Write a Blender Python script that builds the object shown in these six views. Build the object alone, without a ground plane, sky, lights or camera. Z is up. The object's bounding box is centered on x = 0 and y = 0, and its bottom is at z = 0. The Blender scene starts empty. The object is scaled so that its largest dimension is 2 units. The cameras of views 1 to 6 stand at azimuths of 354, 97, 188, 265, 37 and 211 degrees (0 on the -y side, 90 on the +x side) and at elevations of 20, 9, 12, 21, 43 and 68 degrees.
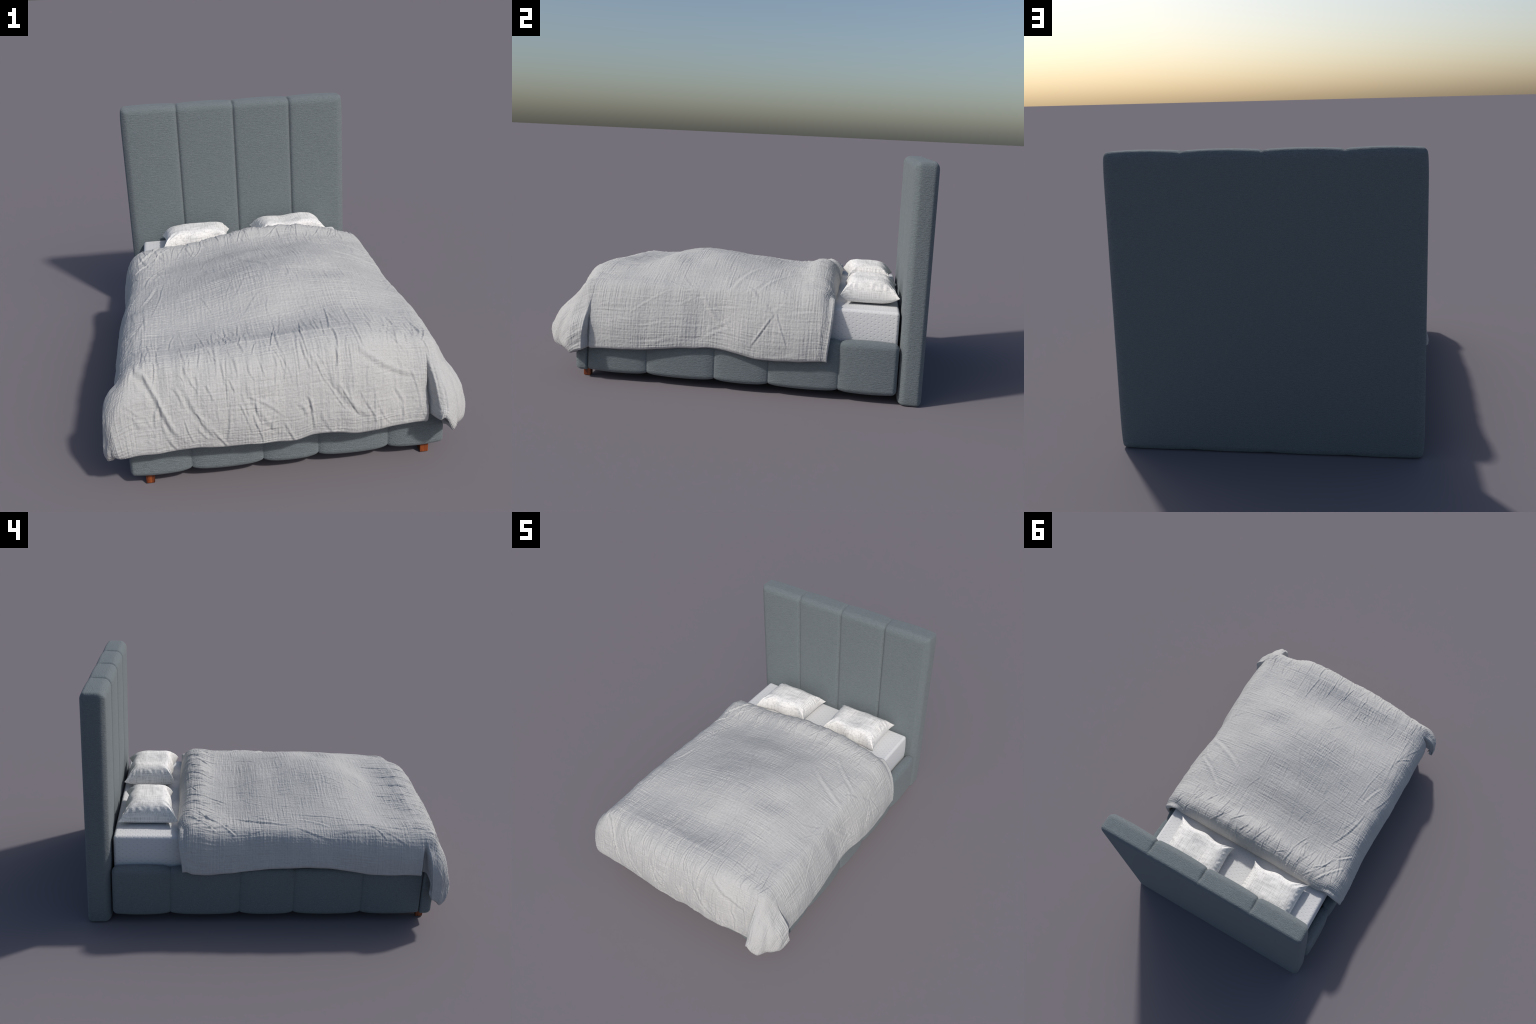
import bpy, bmesh, math
import numpy as np
from mathutils import Vector

# ---------------------------------------------------------------- helpers
def link(obj, parent=None):
    bpy.context.scene.collection.objects.link(obj)
    if parent is not None:
        obj.parent = parent
    return obj

def mesh_from_arrays(name, verts, quads, smooth=True):
    """verts (n,3), quads (m,4) -> mesh, quick."""
    me = bpy.data.meshes.new(name)
    verts = np.asarray(verts, dtype=np.float32)
    quads = np.asarray(quads, dtype=np.int32)
    me.vertices.add(len(verts))
    me.vertices.foreach_set("co", verts.ravel())
    me.loops.add(quads.size)
    me.loops.foreach_set("vertex_index", quads.ravel())
    me.polygons.add(len(quads))
    me.polygons.foreach_set("loop_start", np.arange(0, quads.size, 4, dtype=np.int32))
    me.polygons.foreach_set("loop_total", np.full(len(quads), 4, dtype=np.int32))
    me.update(calc_edges=True)
    me.validate()
    if smooth:
        me.polygons.foreach_set("use_smooth", np.ones(len(me.polygons), dtype=bool))
    return me

def noise2(seed):
    """Seeded smooth gradient noise in two dimensions, about -1..1."""
    rng = np.random.RandomState(seed)
    perm = rng.permutation(512)
    ang = rng.rand(512) * 2 * np.pi
    gx, gy = np.cos(ang), np.sin(ang)
    def f(x, y):
        xi, yi = np.floor(x).astype(int), np.floor(y).astype(int)
        xf, yf = x - xi, y - yi
        u = xf**3 * (xf * (xf * 6 - 15) + 10)
        v = yf**3 * (yf * (yf * 6 - 15) + 10)
        def g(i, j, dx, dy):
            k = perm[(perm[(xi + i) & 511] + yi + j) & 511]
            return gx[k] * dx + gy[k] * dy
        a = g(0, 0, xf, yf) * (1 - u) + g(1, 0, xf - 1, yf) * u
        b = g(0, 1, xf, yf - 1) * (1 - u) + g(1, 1, xf - 1, yf - 1) * u
        return (a * (1 - v) + b * v) * 1.5
    return f

def curve(xs, ys):
    """Smooth monotone-ish cubic through hand-placed stations (clamped ends)."""
    xs, ys = np.array(xs, float), np.array(ys, float)
    h = np.diff(xs); d = np.diff(ys) / h
    m = np.empty_like(ys)
    m[0], m[-1] = d[0], d[-1]
    m[1:-1] = (d[:-1] * h[1:] + d[1:] * h[:-1]) / (h[:-1] + h[1:])
    def f(x):
        x = np.clip(x, xs[0], xs[-1])
        i = np.clip(np.searchsorted(xs, x, side="right") - 1, 0, len(xs) - 2)
        t = (x - xs[i]) / h[i]
        return ((2*t**3 - 3*t**2 + 1) * ys[i] + (t**3 - 2*t**2 + t) * h[i] * m[i]
                + (-2*t**3 + 3*t**2) * ys[i+1] + (t**3 - t**2) * h[i] * m[i+1])
    return f

def sstep(a, b, x):
    t = np.clip((x - a) / (b - a), 0, 1)
    return t * t * (3 - 2 * t)

def grid_quads(nr, nc, offset=0, flip=False):
    i = np.arange(nr * nc).reshape(nr, nc) + offset
    q = np.stack([i[:-1, :-1], i[:-1, 1:], i[1:, 1:], i[1:, :-1]], -1).reshape(-1, 4)
    return q[:, ::-1] if flip else q

def box_grid(xs, ys, zs):
    """Surface of a box with lines at the given coordinates: verts, quads (outward)."""
    xs, ys, zs = map(np.asarray, (xs, ys, zs))
    V, Q, n = [], [], 0
    def add(P, nr, nc, flip):
        nonlocal n
        V.append(P); Q.append(grid_quads(nr, nc, n, flip)); n += len(P)
    for z, fl in ((zs[0], True), (zs[-1], False)):
        Y, X = np.meshgrid(ys, xs, indexing="ij")
        add(np.stack([X, Y, np.full_like(X, z)], -1).reshape(-1, 3), len(ys), len(xs), fl)
    for y, fl in ((ys[0], False), (ys[-1], True)):
        Z, X = np.meshgrid(zs, xs, indexing="ij")
        add(np.stack([X, np.full_like(X, y), Z], -1).reshape(-1, 3), len(zs), len(xs), fl)
    for x, fl in ((xs[0], True), (xs[-1], False)):
        Z, Y = np.meshgrid(zs, ys, indexing="ij")
        add(np.stack([np.full_like(Y, x), Y, Z], -1).reshape(-1, 3), len(zs), len(ys), fl)
    V = np.concatenate(V); Q = np.concatenate(Q)
    _, first, inv = np.unique(np.round(V, 6), axis=0, return_index=True, return_inverse=True)
    return V[first], inv.reshape(-1)[Q]

def lines(a, b, step, marks=(), near=0.02, fine=0.003, edge=0.0):
    """Grid lines from a to b, closer together round the marks and at both edges."""
    out = [a, b]
    s = list(np.linspace(a, b, max(2, int((b - a) / step) + 1)))
    for m in list(marks):
        for k in np.arange(0, near + 1e-9, fine):
            s += [m - k, m + k]
    if edge:
        for k in np.linspace(0, edge, 9):
            s += [a + k, b - k]
    s = sorted(v for v in s if a <= v <= b)
    keep = [s[0]]
    for v in s[1:]:
        if v - keep[-1] > fine * 0.4:
            keep.append(v)
    keep[-1] = b
    for m in marks:
        keep[int(np.argmin([abs(k - m) for k in keep]))] = m
    return np.array(keep)

def round_box(P, lo, hi, rlo, rhi, thin=None, power=5.0):
    """Round the edges of a box: a radius for each of its six sides."""
    lo, hi, rlo, rhi = map(lambda v: np.array(v, float), (lo, hi, rlo, rhi))
    inner_lo, inner_hi = lo + rlo, hi - rhi
    C = np.clip(P, inner_lo, inner_hi)
    D = P - C
    R = np.where(D > 0, rhi, rlo)
    E = D / R                                   # -1..1 in the rounded zone
    m = np.max(np.abs(E), axis=1, keepdims=True)
    if thin is None:
        L = np.linalg.norm(E, axis=1, keepdims=True)
    else:                                       # outline seen along the thin axis keeps squarer corners
        a, b = [k for k in range(3) if k != thin]
        flat = (np.abs(E[:, a])**power + np.abs(E[:, b])**power)**(1 / power)
        L = np.sqrt(flat**2 + E[:, thin]**2)[:, None]
    k = np.where(L > 1e-9, m / np.maximum(L, 1e-9), 1.0)
    return C + E * k * R

def groove(t, depth, width):
    """Depth of a sewn seam at distance t: quarter circle to a crisp crease."""
    s = np.clip(1 - np.abs(t) / width, 0, 1)
    return depth * (1 - np.sqrt(np.clip(1 - s * s, 0, 1)))

def vertex_normals(me):
    n = np.empty(len(me.vertices) * 3, dtype=np.float32)
    me.vertices.foreach_get("vector", n) if False else None
    me.vertex_normals.foreach_get("vector", n)
    return n.reshape(-1, 3)

def split_mesh(me, name, group_of_face, count, material, parent):
    """Separate the faces of one smooth surface into parts whose borders coincide and keep its normals."""
    N = vertex_normals(me)
    co = np.empty(len(me.vertices) * 3, dtype=np.float32); me.vertices.foreach_get("co", co); co = co.reshape(-1, 3)
    q = np.empty(len(me.polygons) * 4, dtype=np.int32); me.loops.foreach_get("vertex_index", q); q = q.reshape(-1, 4)
    out = []
    for g in range(count):
        f = q[group_of_face == g]
        used, inv = np.unique(f, return_inverse=True)
        part = mesh_from_arrays(name, co[used], inv.reshape(-1, 4))
        part.normals_split_custom_set_from_vertices([tuple(v) for v in N[used]])
        part.materials.append(material)
        out.append(link(bpy.data.objects.new(name, part), parent))
    return out

# ---------------------------------------------------------------- materials
class Nodes:
    def __init__(self, name):
        self.mat = bpy.data.materials.new(name)
        self.mat.use_nodes = True
        self.t = self.mat.node_tree
        self.t.nodes.clear()
        self.out = self.new("ShaderNodeOutputMaterial")
        self.bsdf = self.new("ShaderNodeBsdfPrincipled")
        self.link(self.bsdf.outputs[0], self.out.inputs[0])
        self.obj = self.new("ShaderNodeTexCoord").outputs["Object"]
    def new(self, kind, **kw):
        n = self.t.nodes.new(kind)
        for k, v in kw.items():
            setattr(n, k, v)
        return n
    def link(self, a, b):
        self.t.links.new(a, b)
    def mapped(self, scale, loc=(0, 0, 0), rot=(0, 0, 0)):
        m = self.new("ShaderNodeMapping")
        m.inputs["Scale"].default_value = scale
        m.inputs["Location"].default_value = loc
        m.inputs["Rotation"].default_value = rot
        self.link(self.obj, m.inputs[0])
        return m.outputs[0]
    def noise(self, scale, detail=2.0, rough=0.5, loc=(0, 0, 0), distortion=0.0):
        n = self.new("ShaderNodeTexNoise")
        self.link(self.mapped(scale, loc), n.inputs["Vector"])
        n.inputs["Scale"].default_value = 1.0
        n.inputs["Detail"].default_value = detail
        n.inputs["Roughness"].default_value = rough
        n.inputs["Distortion"].default_value = distortion
        return n.outputs["Fac"]
    def math(self, op, a, b=None, c=None):
        n = self.new("ShaderNodeMath", operation=op)
        for i, v in enumerate((a, b, c)):
            if v is None:
                continue
            if isinstance(v, (int, float)):
                n.inputs[i].default_value = v
            else:
                self.link(v, n.inputs[i])
        return n.outputs[0]
    def ramp(self, fac, stops):
        r = self.new("ShaderNodeValToRGB")
        self.link(fac, r.inputs[0])
        e = r.color_ramp.elements
        while len(e) < len(stops):
            e.new(0.5)
        for el, (p, c) in zip(e, stops):
            el.position = p
            el.color = (*c, 1)
        return r.outputs[0]
    def bump(self, height, strength, distance, normal=None):
        b = self.new("ShaderNodeBump")
        b.inputs["Strength"].default_value = strength
        b.inputs["Distance"].default_value = distance
        self.link(height, b.inputs["Height"])
        if normal is not None:
            self.link(normal, b.inputs["Normal"])
        return b.outputs[0]
    def normal_abs(self):
        g = self.new("ShaderNodeNewGeometry")
        s = self.new("ShaderNodeSeparateXYZ")
        self.link(g.outputs["True Normal"], s.inputs[0])
        return [self.math("ABSOLUTE", s.outputs[i]) for i in range(3)]
    def pick(self, weight, a, b):
        """b where the weight is high, else a."""
        w = self.math("SMOOTHSTEP", weight, 0.5, 0.75) if False else self.math("GREATER_THAN", weight, 0.64)
        return self.math("ADD", self.math("MULTIPLY", a, self.math("SUBTRACT", 1.0, w)), self.math("MULTIPLY", b, w))
    def finish(self, color, normal, rough, sheen=0.0, spec=0.3):
        self.link(color, self.bsdf.inputs["Base Color"])
        if normal is not None:
            self.link(normal, self.bsdf.inputs["Normal"])
        self.bsdf.inputs["Roughness"].default_value = rough
        self.bsdf.inputs["Specular IOR Level"].default_value = spec
        self.bsdf.inputs["Sheen Weight"].default_value = sheen
        self.bsdf.inputs["Sheen Roughness"].default_value = 0.5
        return self.mat

def scaled(c, k):
    return tuple(v * k for v in c)

FABRIC = (0.150, 0.177, 0.190)
def upholstery(name, along):
    """Grey-blue ribbed cloth; the ribs run along the axis given (0 = x, 1 = y)."""
    n = Nodes(name)
    low, high = 58.0, 260.0
    s1 = [low, low, high]
    s2 = [high, high, low]; s2[along] = low
    nx, ny, nz = n.normal_abs()
    rib = n.pick(nz, n.noise(s1, 1.5, 0.5), n.noise(s2, 1.5, 0.5))
    grain = n.noise((300, 300, 300), 2, 0.6)
    h = n.math("ADD", n.math("MULTIPLY", rib, 0.65), n.math("MULTIPLY", grain, 0.6))
    mott = n.math("ADD", n.math("MULTIPLY", grain, 0.7), n.math("MULTIPLY", rib, 0.3))
    col = n.ramp(mott, [(0.32, scaled(FABRIC, 0.78)), (0.5, FABRIC), (0.68, scaled(FABRIC, 1.23))])
    return n.finish(col, n.bump(h, 0.8, 0.005), 0.9, sheen=0.12, spec=0.15)

def duvet_cloth():
    n = Nodes("crinkled_cotton")
    nx, ny, nz = n.normal_abs()
    c1 = n.noise((22, 380, 380), 2, 0.55)
    c2 = n.noise((380, 22, 380), 2, 0.55)
    c3 = n.noise((380, 380, 22), 2, 0.55)
    top = n.math("ADD", c1, c2)
    side = n.math("ADD", c2, c3)
    foot = n.math("ADD", c1, c3)
    w = n.math("ADD", n.math("ADD", n.math("MULTIPLY", top, nz), n.math("MULTIPLY", side, nx)), n.math("MULTIPLY", foot, ny))
    w = n.math("DIVIDE", w, n.math("ADD", n.math("ADD", nx, ny), nz))
    w = n.math("MULTIPLY", w, 0.5)
    base = (0.458, 0.459, 0.458)
    col = n.ramp(w, [(0.36, scaled(base, 0.86)), (0.5, base), (0.62, scaled(base, 1.07))])
    return n.finish(col, n.bump(w, 0.6, 0.004), 0.95, sheen=0.0, spec=0.1)

def pillow_linen():
    n = Nodes("white_linen")
    nx, ny, nz = n.normal_abs()
    c1 = n.noise((6, 250, 250), 1, 0.5)
    c2 = n.noise((250, 6, 250), 1, 0.5)
    c3 = n.noise((250, 250, 6), 1, 0.5)
    w = n.pick(ny, n.math("ADD", c1, c2), n.math("ADD", c1, c3))
    w = n.math("MULTIPLY", n.pick(nx, w, n.math("ADD", c2, c3)), 0.5)
    base = (0.765, 0.757, 0.742)
    col = n.ramp(w, [(0.36, scaled(base, 0.72)), (0.5, base), (0.62, scaled(base, 1.08))])
    return n.finish(col, n.bump(w, 0.3, 0.003), 0.95, spec=0.1)

def mattress_ticking():
    n = Nodes("dimpled_ticking")
    sep = n.new("ShaderNodeSeparateXYZ"); n.link(n.obj, sep.inputs[0])
    X, Y, Z = sep.outputs
    def dots(s, t):
        p = n.math("DIVIDE", s, 0.038); q = n.math("DIVIDE", t, 0.026)
        comb = n.new("ShaderNodeCombineXYZ")
        n.link(n.math("ADD", p, q), comb.inputs[0]); n.link(n.math("SUBTRACT", p, q), comb.inputs[1])
        v = n.new("ShaderNodeTexVoronoi", voronoi_dimensions="2D")
        v.inputs["Randomness"].default_value = 0.0
        v.inputs["Scale"].default_value = 1.0
        n.link(comb.outputs[0], v.inputs["Vector"])
        m = n.new("ShaderNodeMapRange", interpolation_type="SMOOTHSTEP")
        n.link(v.outputs["Distance"], m.inputs[0])
        m.inputs[1].default_value = 0.06; m.inputs[2].default_value = 0.24
        return m.outputs[0]
    nx, ny, nz = n.normal_abs()
    h = n.pick(nx, n.pick(ny, dots(X, Y), dots(X, Z)), dots(Y, Z))
    fine = n.noise((500, 500, 500), 1)
    base = (0.64, 0.645, 0.655)
    col = n.ramp(h, [(0.0, scaled(base, 0.95)), (1.0, base)])
    nrm = n.bump(fine, 0.1, 0.001, n.bump(h, 0.32, 0.004))
    return n.finish(col, nrm, 0.85, spec=0.2)

def stained_wood():
    n = Nodes("stained_wood")
    w = n.noise((90, 90, 7), 3, 0.6, distortion=0.8)
    col = n.ramp(w, [(0.35, (0.06, 0.012, 0.004)), (0.5, (0.20, 0.045, 0.010)), (0.68, (0.32, 0.080, 0.018))])
    return n.finish(col, n.bump(w, 0.2, 0.002), 0.4, spec=0.5)

def deck_board():
    n = Nodes("deck_board")
    w = n.noise((10, 120, 30), 2, 0.5)
    col = n.ramp(w, [(0.3, (0.05, 0.045, 0.04)), (0.7, (0.09, 0.08, 0.07))])
    return n.finish(col, None, 0.8)

M_HEAD = upholstery("ribbed_upholstery_across", 0)
M_SIDE = upholstery("ribbed_upholstery_along", 1)
M_DUVET = duvet_cloth()
M_LINEN = pillow_linen()
M_TICK = mattress_ticking()
M_WOOD = stained_wood()
M_DECK = deck_board()

# ---------------------------------------------------------------- bed frame
bed = link(bpy.data.objects.new("bed_frame", None))
bed.empty_display_size = 0.2
bed["label"] = "upholstered grey bed frame with tall panelled headboard and wooden legs"
bed["category"] = "bed"

def empty(name, parent):
    e = link(bpy.data.objects.new(name, None), parent)
    e.empty_display_size = 0.1
    return e

def seamed_block(group, part, lo, hi, rlo, rhi, axis, seams, depth, width, fade_back, puff, material, fine=0.004, end_puff=0.0):
    """A padded block with sewn seams across one axis, split at the seams into panels."""
    marks = [[], [], []]; marks[axis] = seams
    ax = [lines(lo[k], hi[k], 0.03, marks[k], near=width, fine=fine, edge=max(rlo[k], rhi[k])) for k in range(3)]
    P, Q = box_grid(*ax)
    cell = P[Q].mean(1)[:, axis]
    gid = np.searchsorted(np.array(sorted(seams)), cell)
    ends = [lo[axis]] + sorted(seams) + [hi[axis]]
    R = round_box(P, lo, hi, rlo, rhi, 1 if fade_back else None)
    me = mesh_from_arrays(part, R, Q)
    N = vertex_normals(me)
    t = np.min(np.abs(P[:, [axis]] - np.array(seams)[None]), axis=1)
    g = groove(t, depth, width)
    if fade_back:                                 # headboard: seams run over the front and the top only
        y0, y1 = lo[1], hi[1]
        g = g * (1 - sstep(y0 + 0.45 * (y1 - y0), y1 - 0.004, R[:, 1]))
    mid = np.array([(a + b) / 2 for a, b in zip(ends[:-1], ends[1:])])
    half = np.array([(b - a) / 2 for a, b in zip(ends[:-1], ends[1:])])
    k = np.clip(np.searchsorted(np.array(sorted(seams)), P[:, axis]), 0, len(mid) - 1)
    s = np.clip(np.abs(P[:, axis] - mid[k]) / half[k], 0, 1)
    off = puff * (1 - s**2) - g
    if fade_back:
        off = off * (1 - sstep(hi[1] - 0.02, hi[1], R[:, 1]))
    N2 = N.copy(); N2[:, axis] *= 0.15
    R2 = R + N2 * off[:, None]
    if end_puff:                                  # the two ends swell a little between their edges
        f = 1.0
        for k in (1, 2):
            q = (R[:, k] - lo[k]) / (hi[k] - lo[k]) * 2 - 1
            f = f * (1 - np.abs(q)**(4 if k == 1 else 16))
        R2[:, axis] += N[:, axis] * np.abs(N[:, axis]) * end_puff * np.clip(f, 0, 1)
    if lo[2] < 0.001:
        R2[:, 2] = np.maximum(R2[:, 2], 0.0)
    me.vertices.foreach_set("co", R2.astype(np.float32).ravel()); me.update()
    parent = empty(group, bed)
    split_mesh(me, part, gid, len(seams) + 1, material, parent)
    bpy.data.meshes.remove(me)
    return parent

HB_X = (-0.626, 0.634)
seamed_block("headboard", "headboard_panel", (HB_X[0], 0.8785, 0.0), (HB_X[1], 1.0, 1.2495),
             (0.034, 0.036, 0.026), (0.034, 0.026, 0.040), 0, [-0.317, 0.004, 0.326],
             0.015, 0.022, True, 0.006, M_HEAD, end_puff=0.008)

RAIL_LO, RAIL_HI = 0.048, 0.318
SEAM_Y = [-0.455, -0.088, 0.200, 0.566]
for sx in (-1, 1):
    x0, x1 = sorted((sx * 0.576 + 0.006, sx * 0.637 + 0.006))
    seamed_block("side_rail", "rail_cushion", (x0, -0.782, RAIL_LO), (x1, 0.870, RAIL_HI),
                 (0.028, 0.010, 0.024), (0.028, 0.024, 0.030), 1, SEAM_Y, 0.009, 0.060, False, 0.008, M_SIDE)
seamed_block("foot_rail", "rail_cushion", (-0.634, -0.846, RAIL_LO), (0.646, -0.784, RAIL_HI),
             (0.016, 0.030, 0.024), (0.016, 0.008, 0.026), 0, [-0.390, -0.103, 0.121, 0.409], 0.010, 0.060, False, 0.008, M_HEAD)

def bevelled_box(name, lo, hi, bevel, material, parent, taper=0.0):
    bm = bmesh.new()
    bmesh.ops.create_cube(bm, size=1.0)
    lo, hi = Vector(lo), Vector(hi)
    for v in bm.verts:
        v.co = Vector([(lo[k] + hi[k]) / 2 + v.co[k] * (hi[k] - lo[k]) for k in range(3)])
        if taper and v.co.z < (lo.z + hi.z) / 2:
            for k in (0, 1):
                c = (lo[k] + hi[k]) / 2
                v.co[k] = c + (v.co[k] - c) * (1 - taper)
    bmesh.ops.bevel(bm, geom=bm.edges[:], offset=bevel, segments=2, affect="EDGES", profile=0.5)
    me = bpy.data.meshes.new(name); bm.to_mesh(me); bm.free()
    me.materials.append(material)
    return link(bpy.data.objects.new(name, me), parent)

for x in (-0.5595, 0.570):
    bevelled_box("leg", (x - 0.018, -0.823, 0.0), (x + 0.018, -0.783, 0.075), 0.0015, M_WOOD, bed, 0.06)
bevelled_box("deck", (-0.572, -0.782, 0.20), (0.584, 0.868, 0.262), 0.003, M_DECK, bed)

# ---------------------------------------------------------------- mattress
lo, hi = np.array((-0.564, -0.776, 0.265)), np.array((0.570, 0.862, 0.474))
P, Q = box_grid(*[lines(lo[k], hi[k], 0.04, edge=0.02) for k in range(3)])
P = round_box(P, lo, hi, (0.016,) * 3, (0.016,) * 3)
P[:, 0] += np.sign(P[:, 0]) * 0.007 * (np.abs(P[:, 0]) > 0.55) * (1 - ((P[:, 2] - 0.37) / 0.105)**2)
me = mesh_from_arrays("mattress", P, Q); me.materials.append(M_TICK)
mattress = link(bpy.data.objects.new("mattress", me))
mattress["label"] = "thick white mattress with rows of small dimples"
mattress["category"] = "mattress"

# ---------------------------------------------------------------- pillows
def pillow(corners, base, height, seed, waves, label):
    """Stuffed case: four drawn-out corner tips, concave sides, flat-topped filling."""
    n = 121
    t = np.linspace(-1, 1, n)
    t = np.sign(t) * (1 - (1 - np.abs(t))**1.25)
    U, V = np.meshgrid(t, t)                      # U: across (x), V: along (y)
    (a, b, c, d) = [np.array(p) for p in corners]  # -x front, +x front, +x back, -x back
    w = lambda p, q, r, s: ((1-U)*(1-V)/4)[..., None]*p + ((1+U)*(1-V)/4)[..., None]*q + ((1+U)*(1+V)/4)[..., None]*r + ((1-U)*(1+V)/4)[..., None]*s
    mid = w(a, b, c, d)
    tip = (np.abs(U) * np.abs(V))
    # sides drawn in between the tips
    pull = 1 - np.abs(U)**7
    inx = 0.020 * (1 - np.abs(V)**5)
    iny = 0.027 * (1 - np.abs(U)**7) * (1 + 0.25 * np.sin(U * 7.0 + seed))
    mid[..., 0] -= np.sign(U) * inx * np.abs(U)**2
    mid[..., 1] -= np.sign(V) * iny * np.abs(V)**2
    f = np.clip(1 - np.abs(U)**5, 0, 1)**0.5
    f = f * np.where(V < 0, np.clip(1 - np.abs(V)**6, 0, 1)**0.46, np.clip(1 - np.abs(V)**3.4, 0, 1)**0.6)
    nz = noise2(seed)
    lump = 1 + 0.035 * nz(U * 2.1 + 3, V * 2.1) + waves(U, V)
    edge = np.clip((1 - np.maximum(np.abs(U), np.abs(V))) / 0.2, 0, 1)
    # gathers running in from the edges
    gather = 0.0042 * nz(U * 8 + 7, V * 8) * (1 - edge) * edge * 4 + 0.0010 * nz(U * 5, V * 5 + 9)
    du, dv = 1 - np.abs(U), 1 - np.abs(V)
    gather = gather + 0.0045 * np.sin(9 * np.arctan2(dv, du + 1e-6) + seed) * np.exp(-((du**2 + dv**2) / 0.22))
    top = mid.copy(); bot = mid.copy()
    top[..., 2] += f * (height - mid[..., 2]) * lump + gather * np.minimum(f * 3, 1)
    bot[..., 2] -= f**0.8 * (mid[..., 2] - base) * (1 + 0.0 * U) - 0.0
    bot[..., 2] = np.maximum(bot[..., 2], base)
    V3 = np.concatenate([top.reshape(-1, 3), bot.reshape(-1, 3)])
    Qs = np.concatenate([grid_quads(n, n), grid_quads(n, n, n * n, True)])
    _, first, inv = np.unique(np.round(V3, 6), axis=0, return_index=True, return_inverse=True)
    me = mesh_from_arrays("pillow", V3[first], inv.reshape(-1)[Qs])
    me.materials.append(M_LINEN)
    o = link(bpy.data.objects.new("pillow", me))
    o["label"] = label
    o["category"] = "pillow"
    return o

pillow([(0.078, 0.562, 0.520), (0.485, 0.548, 0.530), (0.474, 0.862, 0.527), (0.062, 0.858, 0.524)],
       0.4755, 0.604, 11, lambda U, V: -0.16 * np.exp(-((U + 0.15) / 0.3)**2) * np.exp(-((V - 0.2) / 0.9)**2) + 0.05 * np.exp(-((U - 0.45) / 0.3)**2),
       "plump white linen pillow with pointed corners, dented middle")
pillow([(-0.455, 0.532, 0.514), (-0.072, 0.566, 0.516), (-0.060, 0.836, 0.518), (-0.455, 0.848, 0.505)],
       0.4755, 0.596, 23, lambda U, V: 0.04 * U, "plump white linen pillow with pointed corners, boxy front")

# ---------------------------------------------------------------- duvet
# Cloth coordinates: a across (negative on the left side), b from the head edge to the foot hem.
A = 0.55                       # the cloth leaves the top here, on both sides
HEAD, B = 0.600, -0.76         # head edge (along the cloth), and where the foot slope begins
OR, OL, OF = 0.36, 0.26, 0.50  # lengths of cloth past these lines: right, left, foot
STEP = 0.0027

# heights of the top: stations from head to foot, each a curve across the bed
row_y = [0.54, 0.48, 0.42, 0.34, 0.22, 0.05, -0.12, -0.28, -0.40, -0.50, -0.58, -0.68, -0.76]
cross = [-0.56, -0.30, 0.0, 0.30, 0.56]
rows = [(0.520, 0.535, 0.586, 0.592, 0.532),
        (0.542, 0.564, 0.617, 0.622, 0.556),
        (0.542, 0.572, 0.630, 0.634, 0.560),
        (0.528, 0.555, 0.604, 0.612, 0.554),
        (0.524, 0.550, 0.594, 0.606, 0.551),
        (0.530, 0.566, 0.616, 0.624, 0.546),
        (0.532, 0.586, 0.644, 0.645, 0.540),
        (0.530, 0.588, 0.655, 0.650, 0.540),
        (0.530, 0.571, 0.632, 0.632, 0.540),
        (0.526, 0.547, 0.582, 0.602, 0.540),
        (0.522, 0.534, 0.558, 0.585, 0.540),
        (0.522, 0.536, 0.557, 0.580, 0.540),
        (0.521, 0.544, 0.565, 0.580, 0.536)]
col_curves = [curve(row_y[::-1], [r[k] for r in rows][::-1]) for k in range(5)]
# soft swells and hollows left in the filling: x, y, height, reach across, reach along
swells = [(.28, -.27, -.026, .12, .10), (.00, -.50, .019, .11, .07), (-.05, -.68, -.006, .22, .06), (-.06, .10, .016, .16, .10),
          (.50, .13, .015, .08, .13), (-.43, .24, -.015, .10, .12), (-.57, -.50, .008, .08, .15), (.45, -.80, -.012, .08, .10)]
def top_z(x, y):
    """Cubic across five long curves, with the swells on top."""
    return base_z(x, y) + sum(h * np.exp(-((x - u) / p)**2 - ((y - v) / q)**2) for u, v, h, p, q in swells)

def base_z(x, y):
    vals = np.stack([c(y) for c in col_curves], -1)
    xs = np.array(cross); h = np.diff(xs)
    d = np.diff(vals, axis=-1) / h
    m = np.empty_like(vals)
    m[..., 0], m[..., -1] = d[..., 0], d[..., -1]
    m[..., 1:-1] = (d[..., :-1] * h[1:] + d[..., 1:] * h[:-1]) / (h[:-1] + h[1:])
    x = np.clip(x, xs[0], xs[-1])
    i = np.clip(np.searchsorted(xs, x, side="right") - 1, 0, 3)
    take = lambda arr, j: np.take_along_axis(arr, j[..., None], -1)[..., 0]
    t = (x - xs[i]) / h[i]
    return ((2*t**3 - 3*t**2 + 1) * take(vals, i) + (t**3 - 2*t**2 + t) * h[i] * take(m, i)
            + (-2*t**3 + 3*t**2) * take(vals, i + 1) + (t**3 - t**2) * h[i] * take(m, i + 1))

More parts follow.
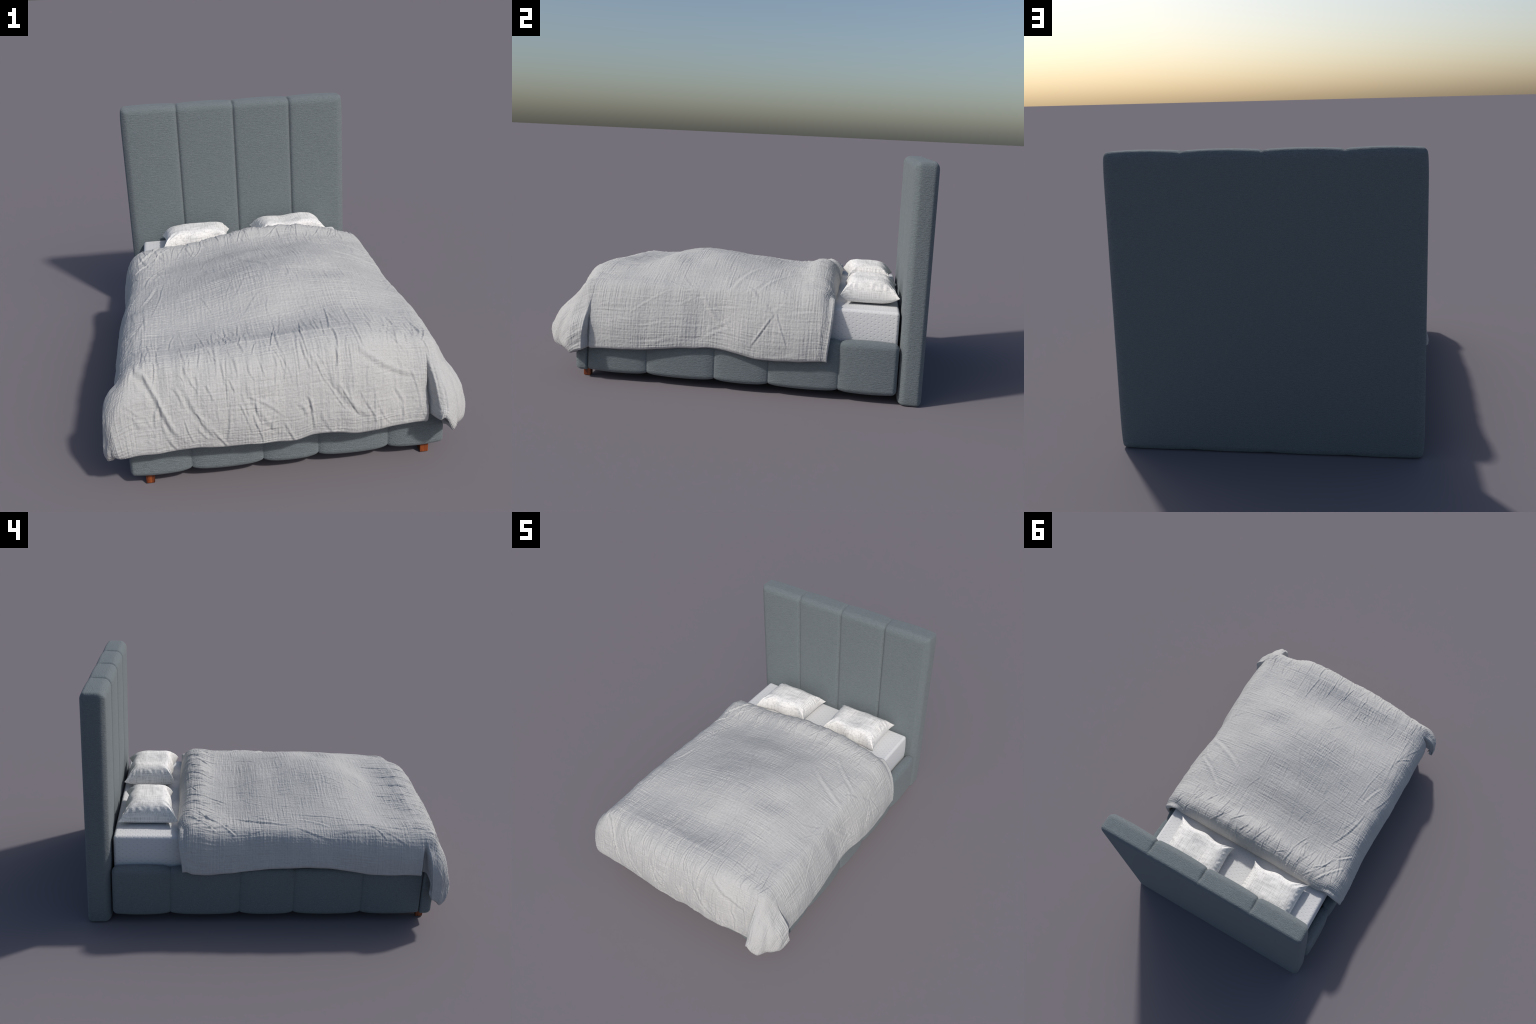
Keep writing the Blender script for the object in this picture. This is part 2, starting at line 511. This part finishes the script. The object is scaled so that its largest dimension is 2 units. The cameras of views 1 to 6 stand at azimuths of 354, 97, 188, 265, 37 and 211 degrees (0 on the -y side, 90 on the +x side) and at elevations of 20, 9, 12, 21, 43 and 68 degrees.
# drape profiles: share r of the overhang -> outward distance (m) and share of the drop
side_out_R = curve([0, .15, .3, .5, .75, 1.0, 1.45], [0, .042, .076, .110, .134, .139, .136])
side_drop_R = curve([0, .15, .3, .5, .75, 1.0, 1.45], [0, .055, .19, .42, .71, 1.0, 1.18])
side_out_L = curve([0, .15, .3, .5, .75, 1.0, 1.45], [0, .034, .066, .096, .114, .124, .126])
side_drop_L = curve([0, .15, .3, .5, .75, 1.0, 1.45], [0, .05, .17, .42, .71, 1.0, 1.14])
foot_out = curve([0, .14, .28, .44, .6, .8, 1.0, 1.45], [0, .057, .106, .145, .170, .184, .178, .150])
foot_drop = curve([0, .14, .28, .44, .6, .8, 1.0, 1.45], [0, .028, .098, .255, .46, .75, 1.0, 1.18])
hem_R = curve([-.90, -.80, -.48, -.20, -.07, .05, .13, .28, .48, .53], [.18, .182, .198, .226, .230, .212, .200, .198, .210, .214])
hem_L = curve([-.85, -.74, -.48, -.34, -.20, -.07, .13, .26, .47, .53], [.30, .305, .312, .334, .348, .342, .330, .314, .310, .325])
hem_F = curve([-.62, -.50, -.37, -.21, -.12, .01, .10, .20, .28, .40, .55], [.186, .192, .206, .193, .199, .196, .211, .205, .198, .203, .204])
swell_R = curve([-.90, -.75, -.57, -.40, -.28, -.07, .06, .23, .40, .53], [.0, .0, .008, .000, -.010, -.026, -.004, .008, .004, -.002])
swell_L = curve([-.85, -.66, -.40, -.20, .12, .35, .53], [.006, .010, .008, .0, -.014, .0, .006])
swell_F = curve([-.62, -.50, -.28, -.15, 0, .14, .33, .42, .55], [-.042, -.032, -.008, .004, .002, .002, -.004, -.032, -.044])

n1, n2, n3, n4, n5 = (noise2(s) for s in (3, 5, 8, 13, 21))
a = np.arange(-A - OL, A + OR + STEP / 2, STEP)
b = np.arange(0, (HEAD - B) + OF + STEP / 2, STEP)
Aa, Bb = np.meshgrid(a, b)                      # rows: along b

def place(Aa, Bb):
    X0 = np.clip(Aa, -A, A)
    Y0 = HEAD - np.clip(Bb, 0, HEAD - B)
    right = Aa > 0
    oa = np.where(right, np.clip(Aa - A, 0, None) / OR, np.clip(-Aa - A, 0, None) / OL)
    ob = np.clip(Bb - (HEAD - B), 0, None) / OF
    r = np.hypot(oa, ob)
    th = np.arctan2(ob, np.maximum(oa, 1e-9))
    th = np.where(r < 1e-6, 0.0, th)
    deg = np.degrees(th)
    corner = (oa > 1e-6) & (ob > 1e-6)
    z0 = top_z(X0, np.minimum(Y0, 0.54))
    out_s = np.where(right, side_out_R(r), side_out_L(r))
    drop_s = np.where(right, side_drop_R(r), side_drop_L(r))
    hem_s = np.where(right, hem_R(Y0), hem_L(Y0))
    sw = np.where(right, swell_R(Y0), swell_L(Y0)) * sstep(0, .6, r) * (1 - 0.5 * sstep(.6, 1, r))
    out_f = foot_out(r)
    drop_f = foot_drop(r)
    hem_f = hem_F(X0) + 0.006 * n4(X0 * 11, X0 * 0 + 2.5)
    hem_s = hem_s + 0.004 * n4(Y0 * 9, Y0 * 0 + 7.5)
    sf = swell_F(X0) * sstep(0, .4, r) * (1 - 0.55 * sstep(.65, 1, r))
    c, s = np.cos(th), np.sin(th)
    mix = s * s
    ease = mix * mix * (3 - 2 * mix)
    # corner ears: a bell swung out between two creases
    bump = lambda m, w: np.exp(-((deg - m) / w)**2)
    low = sstep(0.36, 0.74, r)
    tuck = 1 - np.where(right, 0.34, 0.14) * sstep(0.95, 1.4, r)
    winR = sstep(1.5, 9, deg) * (1 - sstep(84, 88.5, deg))
    winL = sstep(2, 9, deg) * (1 - sstep(55, 85, deg))
    dipR = sstep(.30, .7, r) * (0.12 * bump(1.5, 3) + 0.12 * bump(89, 2))
    dipL = sstep(.30, .6, r) * 0.34 * bump(3, 3)
    fxR, fyR = (1 + 0.34 * low * winR - dipR) , (1 + low * winR * (0.35 + 0.18 * bump(75, 15)) - dipR)
    fxL, fyL = (1 + 0.42 * low * winL - dipL) , (1 + 0.02 * low * winL)
    ripple = low * np.sin(np.clip(deg, 0, 90) / 90 * math.pi) * (0.030 * np.sin(deg * 0.16 + 0.6 + 2.5 * r) + 0.012 * np.sin(deg * 0.37 - 3 * r))
    fxR, fyR, fxL = fxR + ripple, fyR + ripple, fxL + 0.7 * ripple
    fx = np.where(corner, np.where(right, fxR, fxL) * tuck, 1.0)
    fy = np.where(corner, np.where(right, fyR, fyL) * tuck, 1.0)
    gx = np.where(oa <= 1e-6, 0.0, (out_s + sw) * np.where(corner, np.where(right, c**0.90, c**0.45), 1.0) * fx)
    gy = np.where(ob <= 1e-6, 0.0, (out_f + sf) * np.where(corner, np.where(right, s**1.10, s**0.72), 1.0) * fy)
    z_s = z0 - drop_s * (z0 - hem_s)
    z_f = z0 - drop_f * (z0 - hem_f)
    z = np.where(r < 1e-6, z0, z_s * (1 - ease) + z_f * ease)
    z = z + np.where(corner & right, 0.055 * bump(80, 9) * sstep(.7, 1, r), 0)
    z = z - np.where(corner & ~right, 0.115 * sstep(3, 12, deg) * (1 - sstep(28, 62, deg)) * sstep(.5, 1, r), 0)
    x = X0 + np.where(right, gx, -gx)
    y = Y0 - gy
    # head edge: the cloth rolls over and down to the mattress, on the top only
    roll_len, roll_y = 0.150, 0.084
    phi = np.clip(1 - Bb / roll_len, 0, 1) * math.pi / 2
    yc = HEAD - roll_len
    onto = 1 - sstep(A - 0.06, A + 0.04, np.abs(Aa))
    zz = top_z(X0, np.full_like(X0, yc) + roll_y * np.sin(phi) * 0.6)
    rolled = phi > 0
    z = np.where(rolled, z * (1 - onto) + onto * (zz - (zz - 0.487) * (1 - np.cos(phi))**1.05), z)
    over_roll = roll_y * np.sin(phi) * (1 - 0.05 * (1 - np.cos(phi))**3)
    hanging = (roll_y - 0.006 - 0.022 * sstep(0.3, 1, oa)) * phi / (math.pi / 2)
    y = np.where(rolled, yc + over_roll * onto + hanging * (1 - onto), y)
    return np.stack([x, y, z], -1)

S = place(Aa, Bb)

# relief of the cloth, in cloth coordinates
rel = np.zeros_like(Aa)
rel += 0.0050 * n1(Aa * 3.3, Bb * 3.3 + 5)
rel += 0.0022 * n2(Aa * 9, Bb * 9)
Lb = HEAD - B
foot_zone = sstep(Lb - 0.22, Lb + 0.05, Bb)
rel += foot_zone * 0.0042 * (n3(Aa * 17 + 0.8 * n1(Aa * 4, Bb * 5), Bb * 2.6)) * (1 - 0.4 * sstep(Lb + .2, Lb + .5, Bb))
head_zone = np.exp(-((Bb - 0.16) / 0.085)**2)
rel += head_zone * (1 - 0.7 * sstep(A - .08, A, np.abs(Aa))) * 0.0065 * n4(Aa * 19 + 2.5 * Bb, Bb * 4)
side_zone = sstep(A - 0.10, A + 0.02, np.abs(Aa))
rel += side_zone * 0.0030 * n5(Aa * 6, Bb * 11)

def crease(a0, b0, a1, b1, width, amp, bow=0.0):
    """A soft ridge (amp > 0) or fold line between two points on the cloth."""
    dx, dy = a1 - a0, b1 - b0
    L = math.hypot(dx, dy); ux, uy = dx / L, dy / L
    t = ((Aa - a0) * ux + (Bb - b0) * uy) / L
    d = -(Aa - a0) * uy + (Bb - b0) * ux - bow * 4 * t * (1 - t)
    along = np.clip(1 - np.abs(2 * t - 1)**3, 0, 1) * ((t > 0) & (t < 1))
    return amp * along * (np.exp(-(d / width)**2) - 0.7 * np.exp(-((d - 1.8 * width) / width)**2))

# long folds that can be told apart (b measured from the foot line Lb, or from the head edge)
for c in [(-.58, Lb + .02, -.42, Lb + .44, .009, .0060, .01), (-.40, Lb + .20, -.26, Lb + .46, .010, .0030, .02),
          (-.16, Lb + .22, -.04, Lb + .44, .010, .0026, .02), (.16, Lb + .24, .32, Lb + .42, .011, .0030, .02),
          (.26, Lb + .12, .52, Lb + .28, .012, .004, .03),
          (.86, .50, .70, .38, .005, .0032, .0), (.86, .30, .68, .38, .005, .0022, .0), (.60, .78, .84, .60, .010, .003, .02),
          (-.05, .63, .04, .80, .009, .004, .0), (-.10, .58, -.02, .70, .008, .003, .0),
          (-.50, .12, -.40, .33, .007, .004, .02), (-.58, .17, -.50, .37, .007, .005, .01), (-.62, .37, -.52, .29, .006, .004, .0),
          (-.44, .37, -.54, .67, .007, .004, .02), (-.56, .87, -.50, .69, .007, .003, .01), (-.60, .27, -.46, .09, .007, .005, .01),
          (.36, .29, .62, .47, .010, .003, .02), (.30, .47, .66, .63, .012, .003, .02)]:
    rel += crease(*c)
# short puckers: across the foot edge, over the head roll, along both shoulders
rng = np.random.RandomState(77)
def pucker(ca, cb, direction, length, width, amp):
    d = math.radians(direction)
    ha, hb = math.sin(d) * length / 2, math.cos(d) * length / 2
    return crease(ca - ha, cb - hb, ca + ha, cb + hb, width, amp, rng.uniform(-.012, .012))
for _ in range(130):
    rel += pucker(rng.uniform(-.56, .58), Lb + rng.uniform(-.12, .20), rng.normal(4, 9), rng.uniform(.07, .24), rng.uniform(.003, .0052), rng.uniform(.0008, .0032))
for _ in range(70):
    rel += pucker(rng.uniform(-.6, .62), Lb + rng.uniform(.22, .46), rng.normal(10, 18), rng.uniform(.06, .18), rng.uniform(.0035, .007), rng.uniform(.0008, .0026))
for _ in range(95):
    rel += pucker(rng.uniform(-.58, .60), rng.uniform(.10, .26), rng.normal(-4, 14), rng.uniform(.06, .17), rng.uniform(.003, .0055), rng.uniform(.0010, .0032))
for _ in range(24):
    rel += pucker(-rng.uniform(.46, .62), rng.uniform(.2, 1.3), rng.normal(0, 20), rng.uniform(.10, .26), rng.uniform(.004, .007), rng.uniform(.0008, .0019))
for _ in range(30):
    rel += pucker(rng.uniform(.45, .88), rng.uniform(.2, 1.3), rng.normal(0, 30), rng.uniform(.10, .26), rng.uniform(.005, .009), rng.uniform(.0006, .0016))
for _ in range(30):
    rel += pucker(rng.uniform(-.45, .45), rng.uniform(.35, 1.2), rng.normal(8, 22), rng.uniform(.08, .24), rng.uniform(.004, .008), rng.uniform(.0006, .0016))

# crinkled weave: long threads both ways, drawn up unevenly
patch = 0.65 + 0.6 * np.clip(n1(Aa * 5 + 9, Bb * 5) + 0.3, 0, 1)
warp = n2(Aa * 165, Bb * 7) + 0.6 * n3(Aa * 100, Bb * 4.5)
weft = n4(Aa * 7, Bb * 165) + 0.6 * n5(Aa * 4.5, Bb * 100)
rel += patch * (0.00135 * warp + 0.00140 * weft)
rel += 0.0008 * n1(Aa * 110, Bb * 110)

# filling: outer and inner skin part from the rim in a rounded edge
e = np.minimum.reduce([Aa - a[0], a[-1] - Aa, Bb - b[0], b[-1] - Bb])
T, RR = 0.028, 0.026
puff = np.sqrt(np.clip(1 - (1 - np.clip(e / RR, 0, 1))**2, 0, 1))

du = np.gradient(S, axis=1); dv = np.gradient(S, axis=0)
Nn = np.cross(dv, du)
Nn /= np.maximum(np.linalg.norm(Nn, axis=-1, keepdims=True), 1e-9)
# even out the normals where the cloth folds sharply
for _ in range(3):
    K = np.pad(Nn, ((1, 1), (1, 1), (0, 0)), mode="edge")
    Nn = (K[:-2, 1:-1] + K[2:, 1:-1] + K[1:-1, :-2] + K[1:-1, 2:] + 2 * Nn) / 6
    Nn /= np.maximum(np.linalg.norm(Nn, axis=-1, keepdims=True), 1e-9)
fade = np.clip(e / 0.02, 0.15, 1)
outer = S + Nn * (rel * fade + (puff - 1) * T * 0.5)[..., None]
inner = S + Nn * (rel * fade * 0.5 - (puff + 1) * T * 0.5)[..., None]
inner[..., 2] = np.where((np.abs(Aa) < A) & (Bb < Lb), np.maximum(inner[..., 2], 0.478), inner[..., 2])
nr, nc = Aa.shape
V3 = np.concatenate([outer.reshape(-1, 3), inner.reshape(-1, 3)])
inner_id = np.arange(nr * nc).reshape(nr, nc) + nr * nc
outer_id = np.arange(nr * nc).reshape(nr, nc)
for sl in ((0, slice(None)), (-1, slice(None)), (slice(None), 0), (slice(None), -1)):
    inner_id[sl] = outer_id[sl]
def quads(i): return np.stack([i[:-1, :-1], i[:-1, 1:], i[1:, 1:], i[1:, :-1]], -1).reshape(-1, 4)
Qs = np.concatenate([quads(outer_id)[:, ::-1], quads(inner_id)])
used, inv = np.unique(Qs, return_inverse=True)
me = mesh_from_arrays("duvet", V3[used], inv.reshape(-1, 4))
me.materials.append(M_DUVET)
duvet = link(bpy.data.objects.new("duvet", me))
duvet["label"] = "crumpled pale grey duvet hanging over sides and foot"
duvet["category"] = "duvet"
